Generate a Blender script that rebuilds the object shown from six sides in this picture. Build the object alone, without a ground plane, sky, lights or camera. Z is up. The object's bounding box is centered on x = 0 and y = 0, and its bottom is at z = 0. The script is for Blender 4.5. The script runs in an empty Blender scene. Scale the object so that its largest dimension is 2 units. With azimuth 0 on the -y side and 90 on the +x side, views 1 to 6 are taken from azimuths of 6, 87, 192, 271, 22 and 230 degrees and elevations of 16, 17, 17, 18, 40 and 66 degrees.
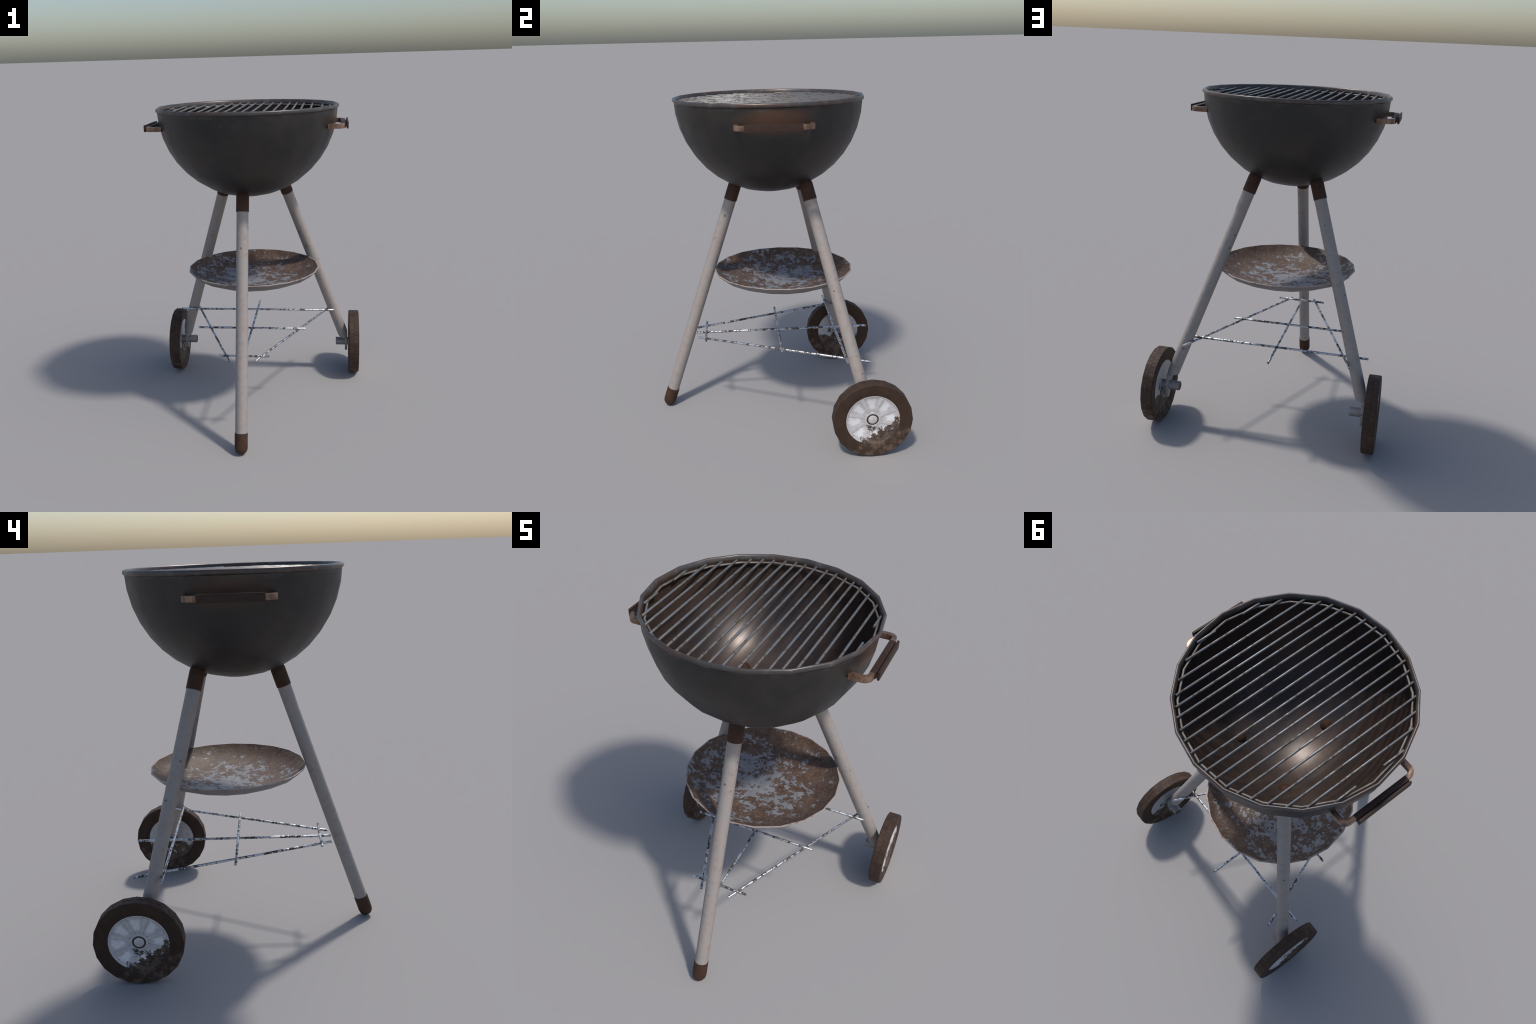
"""Weathered three-legged charcoal kettle grill without its lid: hemispherical bowl,
cooking grate, two side handles, ash tray, wire brace and two wheels."""
import bpy, bmesh, math, random
from math import sin, cos, pi, radians, sqrt
from mathutils import Vector, Matrix

rng = random.Random(7)

# ------------------------------------------------------------------ sizes (metres)
SIDES = 20                               # the original is turned in 18 degree facets
BOWL = Vector((-0.0248, -0.0077, 1.9918))  # centre of the hemisphere
BOWL_R, LINING_R = 0.5542, 0.5462
TRAY = Vector((-0.0209, 0.0643, 0.0))
GRATE_Z = 1.9752
LEG_R, CAP_R = 0.0366, 0.0396
WHEEL_R, WHEEL_HALF, WHEEL_X, WHEEL_Y = 0.2289, 0.0358, 0.6536, 0.5112
ROD_R, BAR_R = 0.0073, 0.0062


# ------------------------------------------------------------------ node helpers
class Mat:
    """Small wrapper that builds a Principled node tree."""

    def __init__(self, name):
        self.m = bpy.data.materials.new(name)
        self.m.use_nodes = True
        self.t = self.m.node_tree
        self.t.nodes.clear()
        self.out = self.t.nodes.new("ShaderNodeOutputMaterial")
        self.p = self.t.nodes.new("ShaderNodeBsdfPrincipled")
        self.t.links.new(self.p.outputs[0], self.out.inputs[0])
        self.co = self.t.nodes.new("ShaderNodeTexCoord").outputs["Object"]

    def put(self, sock, val):
        if isinstance(val, bpy.types.NodeSocket):
            self.t.links.new(val, sock)
        elif isinstance(val, tuple) and len(val) == 3 and sock.type == "RGBA":
            sock.default_value = (*val, 1)
        else:
            sock.default_value = val
        return self

    def set(self, **kw):
        for k, v in kw.items():
            self.put(self.p.inputs[k.replace("_", " ").title().replace("Ior", "IOR")], v)
        return self

    def noise(self, scale, detail=4, rough=0.55, co=None, stretch=None, off=(0, 0, 0), distort=0.0, rand=False):
        mp = self.t.nodes.new("ShaderNodeMapping")
        self.put(mp.inputs["Vector"], co or self.co)
        mp.inputs["Location"].default_value = off
        if stretch:
            mp.inputs["Scale"].default_value = stretch
        vec = mp.outputs[0]
        if rand:
            oi = self.t.nodes.new("ShaderNodeObjectInfo")
            vm = self.t.nodes.new("ShaderNodeVectorMath")
            vm.operation = "ADD"
            self.put(vm.inputs[0], vec)
            self.put(vm.inputs[1], self.math("MULTIPLY", oi.outputs["Random"], 37.0))
            vec = vm.outputs[0]
        n = self.t.nodes.new("ShaderNodeTexNoise")
        self.put(n.inputs["Vector"], vec)
        n.inputs["Scale"].default_value = scale
        n.inputs["Detail"].default_value = detail
        n.inputs["Roughness"].default_value = rough
        n.inputs["Distortion"].default_value = distort
        return n.outputs[0]

    def math(self, op, a, b=0.0, c=None, clamp=False):
        n = self.t.nodes.new("ShaderNodeMath")
        n.operation = op
        n.use_clamp = clamp
        self.put(n.inputs[0], a)
        self.put(n.inputs[1], b)
        if c is not None:
            self.put(n.inputs[2], c)
        return n.outputs[0]

    def step(self, v, lo, hi):
        n = self.t.nodes.new("ShaderNodeMapRange")
        n.interpolation_type = "SMOOTHSTEP"
        self.put(n.inputs[0], v)
        n.inputs[1].default_value = lo
        n.inputs[2].default_value = hi
        return n.outputs[0]

    def mix(self, f, a, b):
        n = self.t.nodes.new("ShaderNodeMix")
        n.data_type = "RGBA"
        self.put(n.inputs[0], f)
        self.put(n.inputs[6], a)
        self.put(n.inputs[7], b)
        return n.outputs[2]

    def lerp(self, f, a, b):
        return self.math("MULTIPLY_ADD", f, self.math("SUBTRACT", b, a), a)

    def xyz(self, co=None):
        n = self.t.nodes.new("ShaderNodeSeparateXYZ")
        self.put(n.inputs[0], co or self.co)
        return n.outputs

    def ellipsoid(self, centre, radii, co=None):
        """Normalised distance from a centre: 0 there, 1 on the ellipsoid."""
        mp = self.t.nodes.new("ShaderNodeMapping")
        mp.vector_type = "POINT"
        self.put(mp.inputs["Vector"], co or self.co)
        mp.inputs["Scale"].default_value = [1 / r for r in radii]
        mp.inputs["Location"].default_value = [-c / r for c, r in zip(centre, radii)]
        n = self.t.nodes.new("ShaderNodeVectorMath")
        n.operation = "LENGTH"
        self.put(n.inputs[0], mp.outputs[0])
        return n.outputs["Value"]

    def bump(self, h, dist=0.002, strength=0.5):
        n = self.t.nodes.new("ShaderNodeBump")
        n.inputs["Distance"].default_value = dist
        n.inputs["Strength"].default_value = strength
        self.put(n.inputs["Height"], h)
        self.put(self.p.inputs["Normal"], n.outputs[0])
        return self


# ------------------------------------------------------------------ materials
def mat_bowl_outside():
    m = Mat("sooty_enamel")
    big = m.noise(4.2, 4, 0.55)
    mid = m.noise(9, 4, 0.6, off=(3, 1, 0))
    fine = m.noise(60, 3, 0.6)
    c = m.mix(m.step(big, 0.42, 0.62), (0.0130, 0.0122, 0.0116), (0.0255, 0.0182, 0.0152))
    c = m.mix(m.math("MULTIPLY", m.step(mid, 0.56, 0.75), 0.5), c, (0.042, 0.038, 0.036))
    # rust bleeding out round the two handles
    for sx in (1, -1):
        d = m.ellipsoid((BOWL.x + sx * 0.53, -0.012, 1.912), (0.22, 0.24, 0.10))
        d = m.math("ADD", d, m.math("MULTIPLY", m.math("SUBTRACT", mid, 0.5), 0.6))
        f = m.math("SUBTRACT", 1.0, m.step(d, 0.20, 1.10))
        c = m.mix(m.math("MULTIPLY", f, 0.85 if sx > 0 else 0.7), c, (0.094, 0.047, 0.026))
    # a faint rusty film where the leg sockets meet the bowl
    for x, y, z in ((-0.043, -0.215, 1.475), (0.172, 0.193, 1.50), (-0.205, 0.19, 1.49)):
        f = m.math("SUBTRACT", 1.0, m.step(m.ellipsoid((x, y, z), (0.1, 0.1, 0.06)), 0.4, 1.1))
        c = m.mix(m.math("MULTIPLY", f, 0.5), c, (0.030, 0.020, 0.016))
    # pale scuffs that run down from the rim
    scuff = m.math("MULTIPLY", m.step(m.math("ADD", m.xyz()[2], m.math("MULTIPLY", m.math("SUBTRACT", m.noise(13, 4, 0.6, off=(6, 1, 2)), 0.5), 0.09)), 1.955, 1.985), 0.6)
    c = m.mix(scuff, c, (0.066, 0.060, 0.058))
    specks = m.step(m.noise(170, 1, 0.4), 0.74, 0.78)
    c = m.mix(m.math("MULTIPLY", specks, 0.25), c, (0.12, 0.12, 0.12))
    m.set(base_color=c, roughness=m.lerp(mid, 0.38, 0.58), metallic=0.0)
    m.put(m.p.inputs["Specular IOR Level"], 0.52)
    return m.bump(fine, 0.0008, 0.25).m


def mat_bowl_inside():
    m = Mat("burnt_lining")
    big = m.noise(4.5, 4, 0.55)
    streak = m.noise(7, 3, 0.5, stretch=(3, 3, 0.5), off=(1, 5, 2))
    c = m.mix(m.step(big, 0.38, 0.62), (0.052, 0.040, 0.036), (0.078, 0.053, 0.043))
    c = m.mix(m.math("MULTIPLY", m.step(streak, 0.5, 0.7), 0.5), c, (0.098, 0.068, 0.054))
    z = m.xyz()[2]
    burnt = m.math("MULTIPLY", m.step(m.math("ADD", z, m.math("MULTIPLY", m.math("SUBTRACT", big, 0.5), 0.25)), 1.88, 1.97), 0.6)
    c = m.mix(burnt, c, (0.075, 0.045, 0.030))       # rusty band just under the rim
    pits = m.step(m.noise(45, 1, 0.4, off=(8, 2, 1)), 0.76, 0.79)
    c = m.mix(m.math("MULTIPLY", pits, 0.6), c, (0.016, 0.012, 0.010))
    m.set(base_color=c, roughness=m.lerp(big, 0.32, 0.39), metallic=0.40)
    m.put(m.p.inputs["Specular IOR Level"], 0.6)
    return m.bump(m.noise(38, 3, 0.5), 0.0008, 0.12).m


def mat_rim():
    m = Mat("worn_rim_enamel")
    n = m.noise(16, 4, 0.6)
    n2 = m.noise(4.5, 3, 0.5, off=(4, 4, 4))
    c = m.mix(m.step(n2, 0.36, 0.64), (0.068, 0.064, 0.063), (0.082, 0.056, 0.046))
    c = m.mix(m.math("MULTIPLY", m.step(n, 0.48, 0.70), 0.55), c, (0.150, 0.136, 0.132))
    x, y, z = m.xyz()
    # darker band along the underside of the lip and its inner wall
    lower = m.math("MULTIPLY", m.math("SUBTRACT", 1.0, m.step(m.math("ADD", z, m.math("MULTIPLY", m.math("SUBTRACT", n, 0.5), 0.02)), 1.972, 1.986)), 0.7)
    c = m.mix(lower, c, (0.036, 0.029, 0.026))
    m.set(base_color=c, roughness=m.lerp(n, 0.28, 0.42), metallic=0.25)
    return m.bump(n, 0.001, 0.08).m


def mat_rust_cap():
    m = Mat("rusty_socket")
    n = m.noise(26, 4, 0.55)
    c = m.mix(m.step(n, 0.35, 0.7), (0.052, 0.026, 0.0165), (0.068, 0.036, 0.023))
    m.set(base_color=c, roughness=0.72)
    m.put(m.p.inputs["Specular IOR Level"], 0.22)
    return m.bump(n, 0.0006, 0.15).m


def mat_leg():
    m = Mat("weathered_tube_paint")
    big = m.noise(9, 4, 0.55, rand=True)
    mot = m.noise(34, 5, 0.6, rand=True)
    c = m.mix(m.step(big, 0.38, 0.66), (0.335, 0.285, 0.260), (0.315, 0.290, 0.272))
    c = m.mix(m.math("MULTIPLY", m.step(mot, 0.48, 0.70), 0.45), c, (0.235, 0.198, 0.176))
    # short dark gouges and pits
    v = m.t.nodes.new("ShaderNodeTexVoronoi")
    m.put(v.inputs["Vector"], m.co)
    v.inputs["Scale"].default_value = 17
    spots = m.math("MULTIPLY", m.math("SUBTRACT", 1.0, m.step(v.outputs["Distance"], 0.07, 0.17)),
                   m.step(m.noise(6, 2, 0.5, off=(2, 2, 2), rand=True), 0.47, 0.56))
    c = m.mix(m.math("MULTIPLY", spots, 0.75), c, (0.085, 0.058, 0.046))
    # thin wandering cracks round the tube
    w = m.t.nodes.new("ShaderNodeTexVoronoi")
    w.feature = "DISTANCE_TO_EDGE"
    mp = m.t.nodes.new("ShaderNodeMapping")
    m.put(mp.inputs["Vector"], m.co)
    mp.inputs["Scale"].default_value = (1, 1, 2.4)
    m.put(w.inputs["Vector"], mp.outputs[0])
    w.inputs["Scale"].default_value = 5.5
    crack = m.math("MULTIPLY", m.math("SUBTRACT", 1.0, m.step(w.outputs["Distance"], 0.002, 0.012)),
                   m.step(m.noise(4, 2, 0.5, off=(9, 1, 3), rand=True), 0.56, 0.66))
    c = m.mix(m.math("MULTIPLY", crack, 0.5), c, (0.13, 0.10, 0.085))
    m.set(base_color=c, roughness=m.lerp(mot, 0.55, 0.7), metallic=0.0)
    m.put(m.p.inputs["Specular IOR Level"], 0.4)
    return m.bump(mot, 0.0015, 0.2).m


def rust_patch_mask(m, lean=None):
    """1 where the bluish paint survives, 0 where rust has taken over."""
    a = m.noise(12.5, 8, 0.68, off=(0.7, 0.3, 0))
    b = m.noise(42, 6, 0.7, off=(5, 2, 1))
    f = m.math("ADD", m.math("MULTIPLY", a, 0.56), m.math("MULTIPLY", b, 0.44))
    return m.math("ADD", f, lean) if lean is not None else f


def mat_tray_inside():
    m = Mat("rusted_tray_paint")
    # more paint is left over the middle and the shaded side than at the sunny edge
    d = m.ellipsoid((TRAY.x - 0.09, TRAY.y + 0.02, 0.88), (0.36, 0.36, 0.5))
    lean = m.math("MULTIPLY", m.math("SUBTRACT", 0.62, d), 0.095)
    f = rust_patch_mask(m, lean)
    paint = m.step(f, 0.505, 0.522)
    tone = m.noise(20, 6, 0.65, off=(1, 1, 4))
    rust = m.mix(m.step(tone, 0.36, 0.66), (0.070, 0.038, 0.024), (0.120, 0.073, 0.047))
    rust = m.mix(m.math("MULTIPLY", m.step(m.noise(75, 4, 0.65), 0.54, 0.66), 0.7), rust, (0.190, 0.140, 0.100))
    edge = m.math("MULTIPLY", m.step(f, 0.480, 0.505), 0.55)
    rust = m.mix(edge, rust, (0.06, 0.040, 0.030))
    blue = m.mix(m.step(m.noise(16, 4, 0.6), 0.4, 0.65), (0.185, 0.187, 0.198), (0.235, 0.232, 0.238))
    m.set(base_color=m.mix(paint, rust, blue), roughness=m.lerp(paint, 0.62, 0.45))
    m.put(m.p.inputs["Specular IOR Level"], 0.45)
    return m.bump(f, 0.004, 0.35).m


def mat_tray_outside():
    m = Mat("tray_enamel")
    n = m.noise(12, 5, 0.6)
    c = m.mix(m.step(n, 0.4, 0.65), (0.205, 0.190, 0.180), (0.180, 0.162, 0.150))
    c = m.mix(m.math("MULTIPLY", m.step(m.noise(6, 4, 0.6, off=(3, 3, 1)), 0.62, 0.7), 0.6), c, (0.15, 0.095, 0.075))
    m.set(base_color=c, roughness=0.55)
    return m.bump(n, 0.001, 0.15).m


def mat_tray_edge():
    m = Mat("chipped_tray_edge")
    n = m.noise(16, 5, 0.65)
    c = m.mix(m.step(n, 0.5, 0.66), (0.35, 0.285, 0.258), (0.15, 0.100, 0.080))
    m.set(base_color=c, roughness=0.5)
    return m.m


def mat_grate_bar():
    m = Mat("greasy_grate_steel")
    a = m.noise(30, 4, 0.6, rand=True, stretch=(1, 0.6, 1))
    b = m.noise(90, 4, 0.65, rand=True, stretch=(1, 0.5, 1))
    f = m.math("ADD", m.math("MULTIPLY", a, 0.5), m.math("MULTIPLY", b, 0.5))
    c = m.mix(m.step(f, 0.42, 0.52), (0.175, 0.190, 0.208), (0.180, 0.163, 0.145))
    c = m.mix(m.step(f, 0.52, 0.59), c, (0.072, 0.061, 0.051))
    m.set(base_color=c, roughness=m.lerp(m.step(f, 0.45, 0.62), 0.40, 0.66),
          metallic=m.lerp(m.step(f, 0.45, 0.62), 0.45, 0.1))
    return m.bump(b, 0.001, 0.3).m


def mat_grate_frame():
    m = Mat("scorched_frame_wire")
    a = m.noise(22, 4, 0.6)
    c = m.mix(m.step(a, 0.4, 0.62), (0.20, 0.185, 0.172), (0.135, 0.112, 0.096))
    m.set(base_color=c, roughness=0.55, metallic=0.15)
    return m.m


def mat_rod():
    m = Mat("flaking_chrome")
    a = m.noise(24, 4, 0.6, rand=True)
    b = m.noise(80, 4, 0.65, rand=True)
    f = m.math("ADD", m.math("MULTIPLY", a, 0.5), m.math("MULTIPLY", b, 0.5))
    k = m.step(f, 0.485, 0.545)
    c = m.mix(k, (0.60, 0.62, 0.66), (0.060, 0.050, 0.042))
    m.set(base_color=c, roughness=m.lerp(k, 0.33, 0.6), metallic=m.lerp(k, 0.85, 0.1))
    return m.bump(b, 0.001, 0.25).m


def mat_strap():
    m = Mat("coppery_rusted_strap")
    streak = m.noise(60, 3, 0.5, stretch=(1, 1, 0.08))
    big = m.noise(16, 4, 0.6)
    c = m.mix(m.step(big, 0.36, 0.64), (0.17, 0.092, 0.058), (0.30, 0.19, 0.135))
    c = m.mix(m.math("MULTIPLY", m.step(streak, 0.45, 0.68), 0.6), c, (0.095, 0.060, 0.045))
    m.set(base_color=c, roughness=m.lerp(big, 0.24, 0.44), metallic=0.55)
    return m.bump(big, 0.001, 0.15).m


def mat_grip():
    m = Mat("brown_grip")
    n = m.noise(120, 3, 0.5, stretch=(1, 0.15, 1))
    c = m.mix(m.step(n, 0.35, 0.7), (0.039, 0.0215, 0.0155), (0.050, 0.0285, 0.0205))
    m.set(base_color=c, roughness=0.6)
    m.put(m.p.inputs["Specular IOR Level"], 0.25)
    return m.bump(n, 0.0006, 0.2).m


def mud_mask(m, toward):
    """Dried mud thrown up over the lower part of the wheel (wheel-local coordinates)."""
    x, y, z = m.xyz()
    h = m.math("ADD", m.math("MULTIPLY", z, -1.0), m.math("MULTIPLY", y, toward))
    n = m.noise(17, 7, 0.72, off=(2, 0, 1))
    return m.math("ADD", m.math("MULTIPLY", h, 2.2), m.math("MULTIPLY", m.math("SUBTRACT", n, 0.5), 1.15))


MUD_DARK, MUD_PALE = (0.042, 0.026, 0.018), (0.150, 0.098, 0.070)


def mat_tyre(tread=False):
    m = Mat("tread_rubber" if tread else "brown_rubber")
    n = m.noise(22, 4, 0.6)
    c = m.mix(m.step(n, 0.35, 0.68), (0.040, 0.022, 0.0145), (0.053, 0.030, 0.020))
    c = m.mix(m.math("MULTIPLY", m.step(m.noise(70, 3, 0.6, stretch=(0.6, 1, 3)), 0.55, 0.7), 0.45), c, (0.031, 0.021, 0.016))
    if tread:                                # every block has its own tone
        x, y, z = m.xyz()
        turn = m.math("MULTIPLY", m.math("ARCTAN2", y, z), 50 / (2 * pi))
        row = m.math("GREATER_THAN", 0.0, x)
        block = m.math("FLOOR", m.math("SUBTRACT", turn, m.math("MULTIPLY", row, 0.5)))
        w = m.t.nodes.new("ShaderNodeTexWhiteNoise")
        w.noise_dimensions = "2D"
        cb = m.t.nodes.new("ShaderNodeCombineXYZ")
        m.put(cb.inputs[0], block).put(cb.inputs[1], m.math("MULTIPLY", row, 3.0))
        m.put(w.inputs["Vector"], cb.outputs[0])
        c = m.mix(m.math("MULTIPLY", w.outputs["Value"], 0.42), c, (0.088, 0.057, 0.043))
    f = m.step(mud_mask(m, 0.40), 0.20, 0.42)
    patch = m.noise(24, 7, 0.7, off=(6, 6, 0))
    mud = m.mix(m.step(patch, 0.40, 0.64), MUD_DARK, MUD_PALE)
    c = m.mix(m.math("MULTIPLY", f, 0.8), c, mud)
    m.set(base_color=c, roughness=0.66)
    m.put(m.p.inputs["Specular IOR Level"], 0.28)
    return m.bump(m.math("MULTIPLY", f, patch), 0.003, 0.4).m


def mat_hub(name="peeling_wheel_silver", toward=0.50, pale=(0.84, 0.83, 0.84), dull=(0.56, 0.535, 0.54), level=0.175, panels=True):
    """Silver paint, brightest in the middle of each pressed panel, with mud stuck over the lower part."""
    m = Mat(name)
    n = m.noise(30, 5, 0.62)
    if panels:
        x, y, z = m.xyz()
        turn = m.math("FRACT", m.math("ADD", m.math("MULTIPLY", m.math("ARCTAN2", y, z), 8 / (2 * pi)), 8.0 - 18 / 45))
        across = m.math("SUBTRACT", 1.0, m.math("MULTIPLY", m.math("ABSOLUTE", m.math("SUBTRACT", turn, 0.5)), 2.0))
        r = m.math("SQRT", m.math("ADD", m.math("MULTIPLY", y, y), m.math("MULTIPLY", z, z)))
        along = m.math("SUBTRACT", 1.0, m.math("MULTIPLY", m.math("ABSOLUTE", m.math("SUBTRACT", r, 0.103)), 16.0))
        core = m.math("MINIMUM", across, along)
        f = m.step(m.math("ADD", core, m.math("MULTIPLY", m.math("SUBTRACT", n, 0.5), 1.1)), 0.30, 0.75)
    else:
        f = m.step(n, 0.42, 0.62)
    c = m.mix(f, dull, pale)
    mask = m.step(mud_mask(m, toward), level, level + 0.04)
    patch = m.noise(24, 7, 0.7, off=(6, 6, 0))
    mud = m.mix(m.step(patch, 0.44, 0.60), (0.044, 0.029, 0.020), (0.120, 0.082, 0.060))
    c = m.mix(mask, c, mud)
    m.set(base_color=c, roughness=m.lerp(mask, 0.42, 0.75), metallic=m.lerp(mask, 0.2, 0.0))
    return m.bump(mask, 0.002, 0.4).m


def mat_hub_ring():
    m = Mat("dark_rust_ring")
    m.set(base_color=(0.045, 0.026, 0.018), roughness=0.6)
    return m.m


def mat_spoke_edging():
    m = Mat("dark_spoke_edging")
    m.set(base_color=(0.095, 0.085, 0.083), roughness=0.7)
    return m.m


def mat_axle():
    m = Mat("dull_axle_steel")
    n = m.noise(40, 4, 0.6)
    c = m.mix(m.step(n, 0.4, 0.66), (0.22, 0.21, 0.215), (0.29, 0.265, 0.25))
    m.set(base_color=c, roughness=0.5, metallic=0.3)
    return m.bump(n, 0.001, 0.2).m


# ------------------------------------------------------------------ mesh helpers
def finish(name, bm, mats, parent, angle=40, bevel=0.0):
    bmesh.ops.recalc_face_normals(bm, faces=bm.faces)
    if bevel:
        sharp = [e for e in bm.edges if len(e.link_faces) == 2 and e.calc_face_angle(0) > radians(35)]
        bmesh.ops.bevel(bm, geom=sharp, offset=bevel, segments=2, profile=0.7, affect="EDGES", clamp_overlap=True)
    me = bpy.data.meshes.new(name)
    bm.to_mesh(me)
    bm.free()
    for mt in mats if isinstance(mats, (list, tuple)) else [mats]:
        me.materials.append(mt)
    me.polygons.foreach_set("use_smooth", [True] * len(me.polygons))
    me.set_sharp_from_angle(angle=radians(angle))
    ob = bpy.data.objects.new(name, me)
    bpy.context.scene.collection.objects.link(ob)
    ob.parent = parent
    return ob


def revolve(bm, profile, n, frame, closed=False, slot=None):
    """Turn (radius, height) pairs round the z axis of `frame`; radius 0 becomes a pole."""
    rings = []
    for r, h in profile:
        if r < 1e-6:
            rings.append([bm.verts.new(frame @ Vector((0, 0, h)))])
        else:
            rings.append([bm.verts.new(frame @ Vector((r * cos(2 * pi * i / n), r * sin(2 * pi * i / n), h)))
                          for i in range(n)])
    pairs = list(zip(rings, rings[1:])) + ([(rings[-1], rings[0])] if closed else [])
    for k, (a, b) in enumerate(pairs):
        for i in range(n):
            j = (i + 1) % n
            vs = [a[i % len(a)], a[j % len(a)], b[j % len(b)], b[i % len(b)]]
            vs = list(dict.fromkeys(vs))
            if len(vs) > 2:
                f = bm.faces.new(vs)
                if slot:
                    f.material_index = slot[k]
    return rings


def axis_frame(p0, p1):
    """Frame whose z axis runs from p0 to p1, origin at p0."""
    d = (p1 - p0).normalized()
    return Matrix.Translation(p0) @ d.to_track_quat("Z", "Y").to_matrix().to_4x4()


def box(bm, lo, hi):
    x0, y0, z0 = lo
    x1, y1, z1 = hi
    prism(bm, [(x0, z0), (x1, z0), (x1, z1), (x0, z1)], lambda a, b, t: Vector((a, t, b)), y0, y1)


def prism(bm, poly, place, t0, t1):
    a = [bm.verts.new(place(u, v, t0)) for u, v in poly]
    b = [bm.verts.new(place(u, v, t1)) for u, v in poly]
    n = len(poly)
    bm.faces.new(a[::-1])
    bm.faces.new(b)
    for i in range(n):
        bm.faces.new((a[i], a[(i + 1) % n], b[(i + 1) % n], b[i]))


def rod(name, p0, p1, r, mat, parent, n=8):
    bm = bmesh.new()
    L = (p1 - p0).length
    revolve(bm, [(0, 0), (r * 0.92, 0), (r, r * 0.12), (r, L - r * 0.12), (r * 0.92, L), (0, L)], n, axis_frame(p0, p1))
    return finish(name, bm, mat, parent, 50)


# ------------------------------------------------------------------ root
root = bpy.data.objects.new("kettle_grill", None)
bpy.context.scene.collection.objects.link(root)
root["label"] = "rusty black three-legged charcoal kettle grill on two wheels"
root["category"] = "barbecue grill"

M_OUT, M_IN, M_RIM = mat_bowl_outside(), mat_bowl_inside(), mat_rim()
M_CAP, M_LEG, M_BAR, M_ROD = mat_rust_cap(), mat_leg(), mat_grate_bar(), mat_rod()
M_STRAP, M_GRIP, M_TYRE = mat_strap(), mat_grip(), mat_tyre()
M_HUB, M_RING, M_AXLE = mat_hub(), mat_hub_ring(), mat_axle()
M_SPOKE = mat_hub("wheel_spoke_silver", pale=(0.64, 0.61, 0.61), dull=(0.55, 0.525, 0.525), panels=False)
M_TREAD = mat_tyre(tread=True)
M_HUB_BACK = mat_hub("wheel_back_silver", 0.12, (0.50, 0.50, 0.515), (0.43, 0.43, 0.445), 0.055, panels=False)
M_SPOKE_EDGING = mat_spoke_edging()

# ------------------------------------------------------------------ bowl and rim
bm = bmesh.new()
outer = [(BOWL_R * cos(radians(t)), -BOWL_R * sin(radians(t))) for t in range(90, 0, -9)] + [(BOWL_R * 0.9995, -0.012)]
inner = [(LINING_R * 0.9995, -0.012)] + [(LINING_R * cos(radians(t)), -LINING_R * sin(radians(t))) for t in range(9, 91, 9)]
outer[0], inner[-1] = (0, -BOWL_R), (0, -LINING_R)
prof = outer + inner
revolve(bm, prof, SIDES, Matrix.Translation(BOWL), slot=[0] * (len(outer) - 1) + [1] * len(inner))
finish("bowl", bm, [M_OUT, M_IN], root, 60)

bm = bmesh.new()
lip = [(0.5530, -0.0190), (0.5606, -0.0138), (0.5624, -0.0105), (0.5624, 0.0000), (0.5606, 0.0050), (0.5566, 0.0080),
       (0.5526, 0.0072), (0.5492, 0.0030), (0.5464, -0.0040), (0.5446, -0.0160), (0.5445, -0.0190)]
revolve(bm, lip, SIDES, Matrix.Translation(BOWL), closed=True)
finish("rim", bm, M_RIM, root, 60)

# ------------------------------------------------------------------ cooking grate
bm = bmesh.new()
ring_r, n = 0.531, 8
sect = [(ring_r + 0.0058 * cos(2 * pi * k / n), 0.0058 * sin(2 * pi * k / n)) for k in range(n)]
revolve(bm, sect, SIDES, Matrix.Translation((BOWL.x, BOWL.y, GRATE_Z - 0.0105)), closed=True)
frame = finish("grate_frame", bm, mat_grate_frame(), root, 70)

bar_x = [-0.526, -0.471, -0.417, -0.358, -0.297, -0.241, -0.188, -0.130, -0.075, -0.025,
         0.033, 0.097, 0.153, 0.212, 0.260, 0.310, 0.367, 0.434, 0.482]
for k, x in enumerate(bar_x):
    h = sqrt(0.5385 ** 2 - (x - BOWL.x) ** 2)
    y0, y1 = -0.0115 - h, -0.0115 + h + 0.004
    spans = [(y0, y1)]
    if k in (0, len(bar_x) - 1):                    # hand gaps beside the handles
        spans = [(y0, -0.089), (0.067, y1)]
    for a, b in spans:
        rod("grate_bar", Vector((x, a, GRATE_Z)), Vector((x, b, GRATE_Z)), BAR_R, M_BAR, frame)

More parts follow.
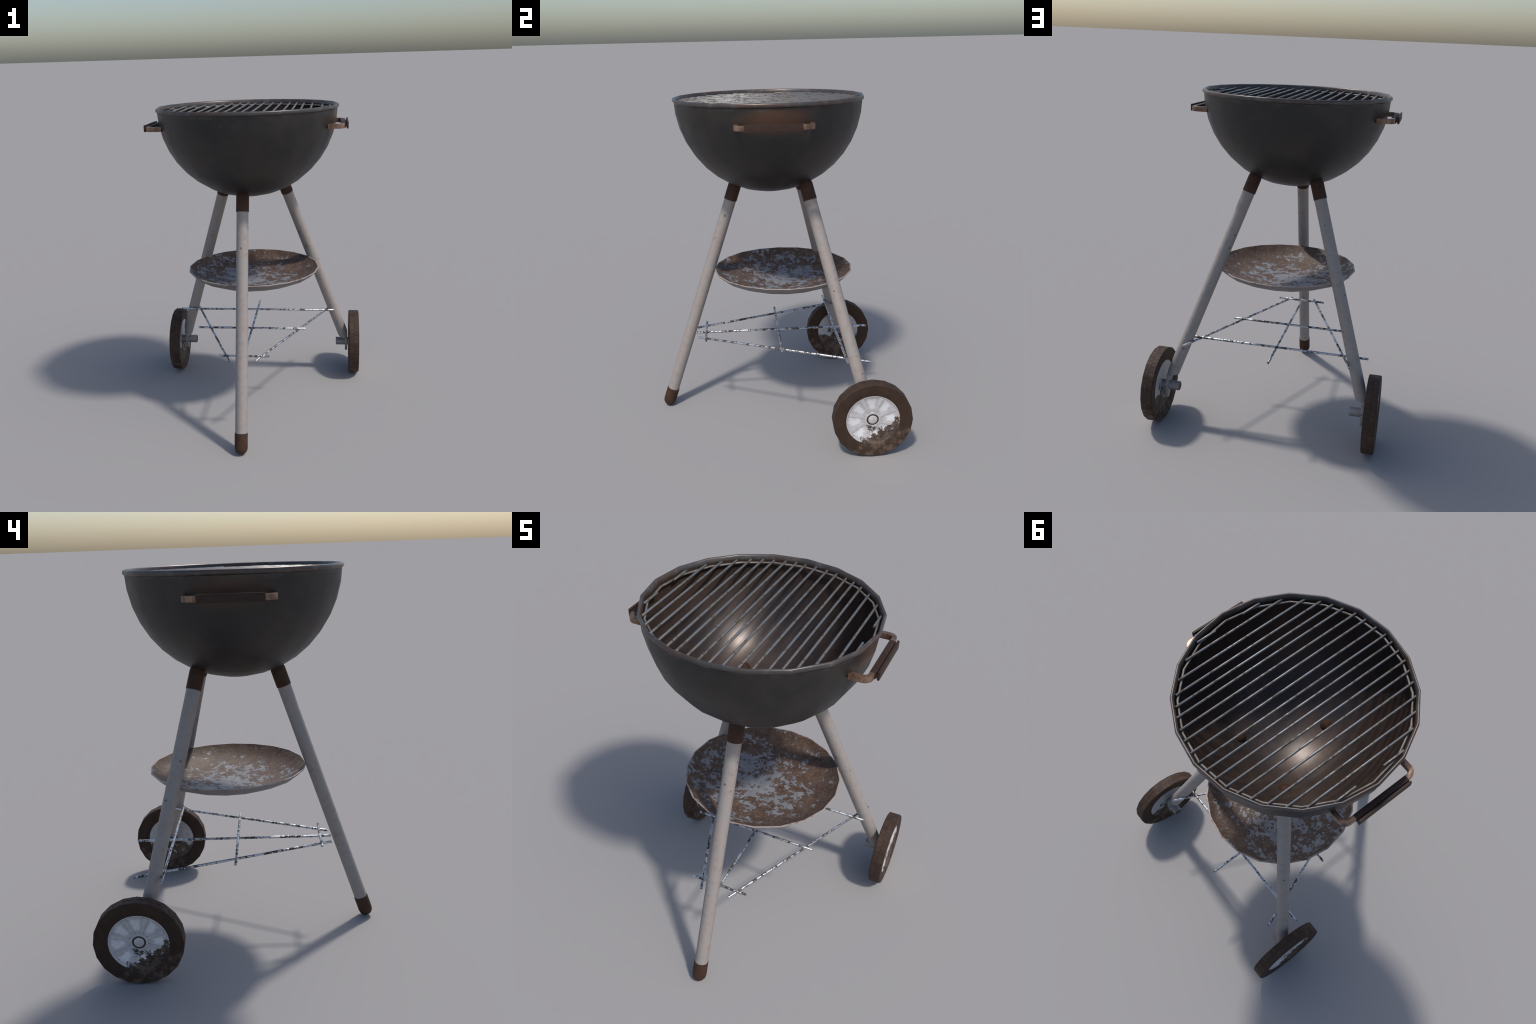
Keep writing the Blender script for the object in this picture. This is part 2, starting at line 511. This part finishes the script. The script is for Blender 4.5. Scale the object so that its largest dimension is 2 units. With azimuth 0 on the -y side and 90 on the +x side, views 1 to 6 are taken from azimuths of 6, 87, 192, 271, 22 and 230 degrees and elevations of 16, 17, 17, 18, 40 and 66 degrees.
# ------------------------------------------------------------------ handles
def handle(sx):
    """Bent flat strap riveted through the bowl, with an H-section grip on its outer run."""
    X = lambda x: BOWL.x + sx * x
    cy, half, out_x, rad = -0.0097, 0.2010, 0.5845, 0.030
    path = [Vector((0.4945, -half)), Vector((0.52, -half)), Vector((out_x - rad, -half))]
    path += [Vector((out_x - rad + rad * sin(a), -half + rad - rad * cos(a)))
             for a in (radians(d) for d in (22.5, 45, 67.5, 90))]
    path += [Vector((p.x, -p.y)) for p in reversed(path)]
    tx, z0, z1 = 0.0122, 1.8655, 1.8940
    bm = bmesh.new()
    rows = []
    for i, p in enumerate(path):
        d = (path[min(i + 1, len(path) - 1)] - path[max(i - 1, 0)]).normalized()
        nrm = Vector((d.y, -d.x))
        rows.append([bm.verts.new((X(q.x), cy + q.y, z)) for q, z in
                     ((p + nrm * tx, z0), (p + nrm * tx, z1), (p - nrm * tx, z1), (p - nrm * tx, z0))])
    for a, b in zip(rows, rows[1:]):
        for i in range(4):
            bm.faces.new((a[i], a[(i + 1) % 4], b[(i + 1) % 4], b[i]))
    bm.faces.new(rows[0])
    bm.faces.new(rows[-1][::-1])
    strap = finish("handle", bm, M_STRAP, root, 45, bevel=0.0028)
    # grip: inner block, narrow neck, outer plate, extruded along y
    bm = bmesh.new()
    prof = [(0.5722, 1.8632), (0.6002, 1.8632), (0.6002, 1.8705), (0.6072, 1.8705), (0.6072, 1.8610), (0.6178, 1.8610),
            (0.6178, 1.9005), (0.6072, 1.9005), (0.6072, 1.8865), (0.6002, 1.8865), (0.6002, 1.8948), (0.5722, 1.8948)]
    prism(bm, prof, lambda a, b, t: Vector((X(a), t, b)), -0.167, 0.1345)
    finish("grip", bm, M_GRIP, strap, 30, bevel=0.0012)


handle(1)
handle(-1)

# ------------------------------------------------------------------ legs
def leg_axis(x_lo, y_lo, x_hi, y_hi):
    """Axis through its points at z = 0.2 and z = 1.4."""
    return lambda z: Vector((x_lo + (x_hi - x_lo) * (z - 0.2) / 1.2, y_lo + (y_hi - y_lo) * (z - 0.2) / 1.2, z))


def socket_top(axis):
    """Height at which the axis comes out of the lining, plus what the dome sticks out."""
    z = 1.5
    for _ in range(30):
        p = axis(z)
        z = BOWL.z - sqrt(LINING_R ** 2 - (p.x - BOWL.x) ** 2 - (p.y - BOWL.y) ** 2)
    return z + 0.0185


def dome(length, r, rows=4):
    """Open-ended sleeve profile that closes in a dome at height `length`."""
    body = [(r * 0.9, 0.0), (r, 0.0), (r, length - r)]
    return body + [(r * cos(a), length - r + r * sin(a)) for a in (pi / 2 * k / rows for k in range(1, rows))] + [(0, length)]


def leg(axis, side):
    top = axis(socket_top(axis))
    d = (axis(1.0) - axis(0.0)).normalized()
    seam = top - d * 0.1325
    n = 16
    if side == 0:                                  # front leg runs down into a rubber foot
        bm = bmesh.new()
        lo = axis(0.08)
        L = (seam + d * 0.02 - lo).length
        revolve(bm, [(0, 0), (LEG_R, 0)] + [(LEG_R, L * k / 6) for k in range(1, 7)] + [(0, L)], n, axis_frame(lo, seam))
        tube = finish("leg", bm, M_LEG, root, 50)
        bm = bmesh.new()
        tip = axis(CAP_R) - d * CAP_R
        L = (axis(0.1228) - tip).length
        revolve(bm, dome(L, CAP_R), n, axis_frame(axis(0.1228), tip))
        finish("foot_cap", bm, M_CAP, tube, 50)
    else:                                          # rear legs are cut and pressed flat beside the wheel
        bm = bmesh.new()
        fr = axis_frame(Vector((0, 0, 0)), d).to_3x3()
        ring_zs = [1.0, 0.8, 0.6, 0.45, 0.38, 0.345, 0.32, 0.30, 0.28]
        rows = []
        for k in range(-1, len(ring_zs) + 1):
            row = []
            for i in range(n):
                off = fr @ Vector((LEG_R * cos(2 * pi * i / n), LEG_R * sin(2 * pi * i / n), 0))
                if k < 0:
                    p = seam + d * 0.02 + off
                else:
                    p = axis(ring_zs[min(k, len(ring_zs) - 1)]) + off
                # cutting plane, falling outward and rising to the rear
                g = lambda q: q.z - (0.304 - (abs(q.x) - 0.535) * 0.30 + (q.y - WHEEL_Y) * 0.40)
                if k == len(ring_zs) or g(p) < 0:
                    slope = d.z + 0.30 * side * d.x - 0.40 * d.y
                    p = p - d * (g(p) / slope)
                p.x = side * min(side * p.x, 0.6075)
                row.append(bm.verts.new(p))
            rows.append(row)
        for a, b in zip(rows, rows[1:]):
            for i in range(n):
                bm.faces.new((a[i], a[(i + 1) % n], b[(i + 1) % n], b[i]))
        bm.faces.new(rows[0])
        bm.faces.new(rows[-1])
        bmesh.ops.remove_doubles(bm, verts=bm.verts, dist=1e-5)
        tube = finish("leg", bm, M_LEG, root, 45)
        # flattened tongue that carries the axle
        bm = bmesh.new()
        half = [(0.0360, 0.300), (0.0355, 0.230), (0.0315, 0.200), (0.0255, 0.176), (0.0180, 0.158), (0.010, 0.152)]
        lean = lambda z: (0.245 - z) * 0.19        # the tongue keeps the slant of the leg
        poly = [(0.72 * a + lean(b), b) for a, b in half] + [(-a + lean(b), b) for a, b in reversed(half)]
        prism(bm, poly, lambda a, b, t: Vector((t, WHEEL_Y + a, b)), side * 0.5915, side * 0.6085)
        finish("axle_tongue", bm, M_LEG, tube, 40, bevel=0.005)
    bm = bmesh.new()
    revolve(bm, dome(0.1325, CAP_R), n, axis_frame(seam, top))
    finish("leg_socket", bm, M_CAP, tube, 50)


leg(leg_axis(-0.0416, -0.6472, -0.0436, -0.2447), 0)
leg(leg_axis(0.6105, 0.5140, 0.2043, 0.2166), 1)
leg(leg_axis(-0.6207, 0.5137, -0.2348, 0.2120), -1)

# ------------------------------------------------------------------ ash tray
bm = bmesh.new()
under = [(0, 0.8430), (0.12, 0.8450), (0.22, 0.8535), (0.315, 0.8705), (0.391, 0.9025), (0.4300, 0.9375)]
edge = [(0.4314, 0.9400), (0.4300, 0.9425), (0.4235, 0.9425)]
inside = [(0.3880, 0.9050), (0.3135, 0.8745), (0.219, 0.8580), (0.12, 0.8500), (0, 0.8475)]
slots = [1] * 5 + [2] * 3 + [0] * 5
revolve(bm, under + edge + inside, SIDES, Matrix.Translation(TRAY), slot=slots)
finish("ash_tray", bm, [mat_tray_inside(), mat_tray_outside(), mat_tray_edge()], root, 35)

# ------------------------------------------------------------------ wire brace between the legs
ZC, ZF = 0.5160, 0.5074
for a, b in (((-0.6025, 0.3905, ZC), (0.5135, 0.3915, ZC)),
             ((-0.4095, 0.0270, ZC), (0.3195, 0.0260, ZC)),
             ((-0.2035, -0.4378, ZC), (0.1165, -0.4372, ZC)),
             ((-0.1252, -0.4960, ZF), (-0.5136, 0.5430, ZF)),
             ((-0.0432, -0.4990, ZF), (-0.0440, 0.6015, ZF)),
             ((0.0341, -0.4885, ZF), (0.5000, 0.5285, ZF))):
    rod("brace_rod", Vector(a), Vector(b), ROD_R, M_ROD, root, 8)

# ------------------------------------------------------------------ wheels
def wheel_parts():
    """Meshes of one wheel about its own centre with +x outward; both wheels share them."""
    xf = Matrix(((0, 0, 1, 0), (0, 1, 0, 0), (-1, 0, 0, 0), (0, 0, 0, 1)))   # lathe axis z -> x
    face, back = 0.0160, -0.0165
    parts = []

    def add(name, bm, mats, angle, **props):
        ob = finish(name, bm, mats, None, angle)
        for k, v in props.items():
            ob[k] = v
        parts.append(ob)

    # hub disc: outer face sunk in the tyre, thin raised border
    bm = bmesh.new()
    H = WHEEL_HALF
    dish = lambda r: face + 0.0075 * max(0.0, (r - 0.060) / 0.085) ** 1.6
    prof = [(0, back), (0.035, back), (0.10, back - 0.003), (0.1480, back - 0.0095), (0.1480, -0.02),
            (0.150, 0.01), (0.1545, 0.0278), (0.1510, 0.0284), (0.1455, 0.0245), (0.1430, dish(0.1430)),
            (0.0470, face), (0.0455, face + 0.0030), (0.0360, face + 0.0034), (0.0345, face), (0, face)]
    revolve(bm, prof, 40, xf, slot=[1] * 4 + [0] * 10)
    add("wheel", bm, [M_HUB, M_HUB_BACK], 35)
    # pressed spokes, each edged by thin dark strips along its sides
    for k in range(8):
        turn = Matrix.Rotation(radians(45 * k - 18), 4, "X")
        taper = lambda w: [(0.0445, -0.0070 - w), (0.100, -0.0085 - w), (0.1420, -0.0125 - w),
                           (0.1420, 0.0125 + w), (0.100, 0.0085 + w), (0.0445, 0.0070 + w)]
        bm = bmesh.new()
        prism(bm, taper(0.0), lambda a, b, t: turn @ Vector((dish(a) + t, b, a)), -0.002, 0.0032)
        sharp = [e for e in bm.edges if e.calc_face_angle(0) > 0.6]
        bmesh.ops.bevel(bm, geom=sharp, offset=0.0020, segments=2, profile=0.6, affect="EDGES", clamp_overlap=True)
        first = len(bm.faces)
        prism(bm, taper(0.0014), lambda a, b, t: turn @ Vector((dish(a) + t, b, a)), -0.002, 0.0004)
        bm.faces.ensure_lookup_table()
        for f in bm.faces[first:]:
            f.material_index = 1
        add("spoke", bm, [M_SPOKE, M_SPOKE_EDGING], 40)
    bm = bmesh.new()
    revolve(bm, [(0, face + 0.0032), (0.0235, face + 0.0032), (0.0258, face + 0.002), (0.0258, face - 0.001), (0, face - 0.001)], 28, xf)
    add("hub_cap", bm, M_SPOKE, 40)
    bm = bmesh.new()
    revolve(bm, [(0.0260, face + 0.001), (0.0345, face + 0.001), (0.0345, face - 0.001), (0.0260, face - 0.001)], 28, xf, closed=True)
    add("hub_ring", bm, M_RING, 40)
    # tyre: round hole for the hub, outside faceted like the original
    R = WHEEL_R - 0.0012
    prof = [(0.1500, 0.010, 0), (0.1530, 0.0275, 0), (0.170, 0.0335, 0), (0.187, H, 0), (R - 0.0030, H, 1), (R, H - 0.003, 1),
            (R, -H + 0.003, 1), (R - 0.0030, -H, 1), (0.183, -H, 0), (0.166, -0.0330, 0), (0.1475, -0.0265, 0), (0.1465, -0.010, 0)]
    bm = bmesh.new()
    rings = revolve(bm, [(r, h) for r, h, _ in prof], SIDES * 2, xf, closed=True)
    for (r, h, faceted), ring in zip(prof, rings):
        for v in ring[1::2] if faceted else []:
            v.co.y *= cos(pi / SIDES)
            v.co.z *= cos(pi / SIDES)
    add("tyre", bm, M_TYRE, 40)
    # tread: two staggered rows of shallow blocks that follow the facets
    bm = bmesh.new()
    count = 50
    radius = lambda a: R * cos(pi / SIDES) / cos((a % (2 * pi / SIDES)) - pi / SIDES)
    pt = lambda x, a, lift: Vector((x, (radius(a) + lift) * sin(a), (radius(a) + lift) * cos(a)))
    for row, (xa, xb) in enumerate(((0.0008, H - 0.0042), (-H + 0.0042, -0.0008))):
        for k in range(count):
            a0, a1 = 2 * pi * (k + 0.5 * row + 0.035) / count, 2 * pi * (k + 0.5 * row + 0.965) / count
            cuts = [a0] + [c for c in (2 * pi / SIDES * j for j in range(-1, SIDES + 3)) if a0 + 1e-4 < c < a1 - 1e-4] + [a1]
            lift = rng.uniform(0.0003, 0.0016)
            e = 0.0007
            top, low = [], []
            for i, a in enumerate(cuts):
                ins = e / R * (1 if i == 0 else -1 if i == len(cuts) - 1 else 0)
                top.append([bm.verts.new(pt(x, a + ins, lift)) for x in (xa + e, xb - e)])
                low.append([bm.verts.new(pt(x, a, -0.001)) for x in (xa, xb)])
            for i in range(len(cuts) - 1):
                bm.faces.new((top[i][0], top[i][1], top[i + 1][1], top[i + 1][0]))
                for s in (0, 1):
                    bm.faces.new((top[i][s], top[i + 1][s], low[i + 1][s], low[i][s]))
            for i in (0, -1):
                bm.faces.new((top[i][0], top[i][1], low[i][1], low[i][0]))
    add("tread", bm, M_TREAD, 25, kind="stuff")
    # stub axle poking inward through the leg tongue
    end = -(WHEEL_X - 0.5247)
    bm = bmesh.new()
    revolve(bm, [(0, back + 0.002), (0.0285, back + 0.002), (0.0285, end + 0.0012), (0.0275, end), (0.0235, end)], 14, xf)
    add("axle", bm, M_AXLE, 40)
    bm = bmesh.new()
    revolve(bm, [(0, end + 0.0015), (0.0245, end + 0.0015), (0.0240, end - 0.0006), (0, end - 0.0006)], 14, xf)
    add("axle_end", bm, M_RING, 40)
    return parts


def mount(parts, side):
    hub = parts[0]
    hub.parent = root
    hub.matrix_local = Matrix.Translation((side * WHEEL_X, WHEEL_Y, WHEEL_R)) @ Matrix.Rotation(0 if side > 0 else pi, 4, "Z")
    for ob in parts[1:]:
        ob.parent = hub


right = wheel_parts()
left = []
for ob in right:
    twin = ob.copy()
    bpy.context.scene.collection.objects.link(twin)
    left.append(twin)
mount(right, 1)
mount(left, -1)
bpy.context.view_layer.update()
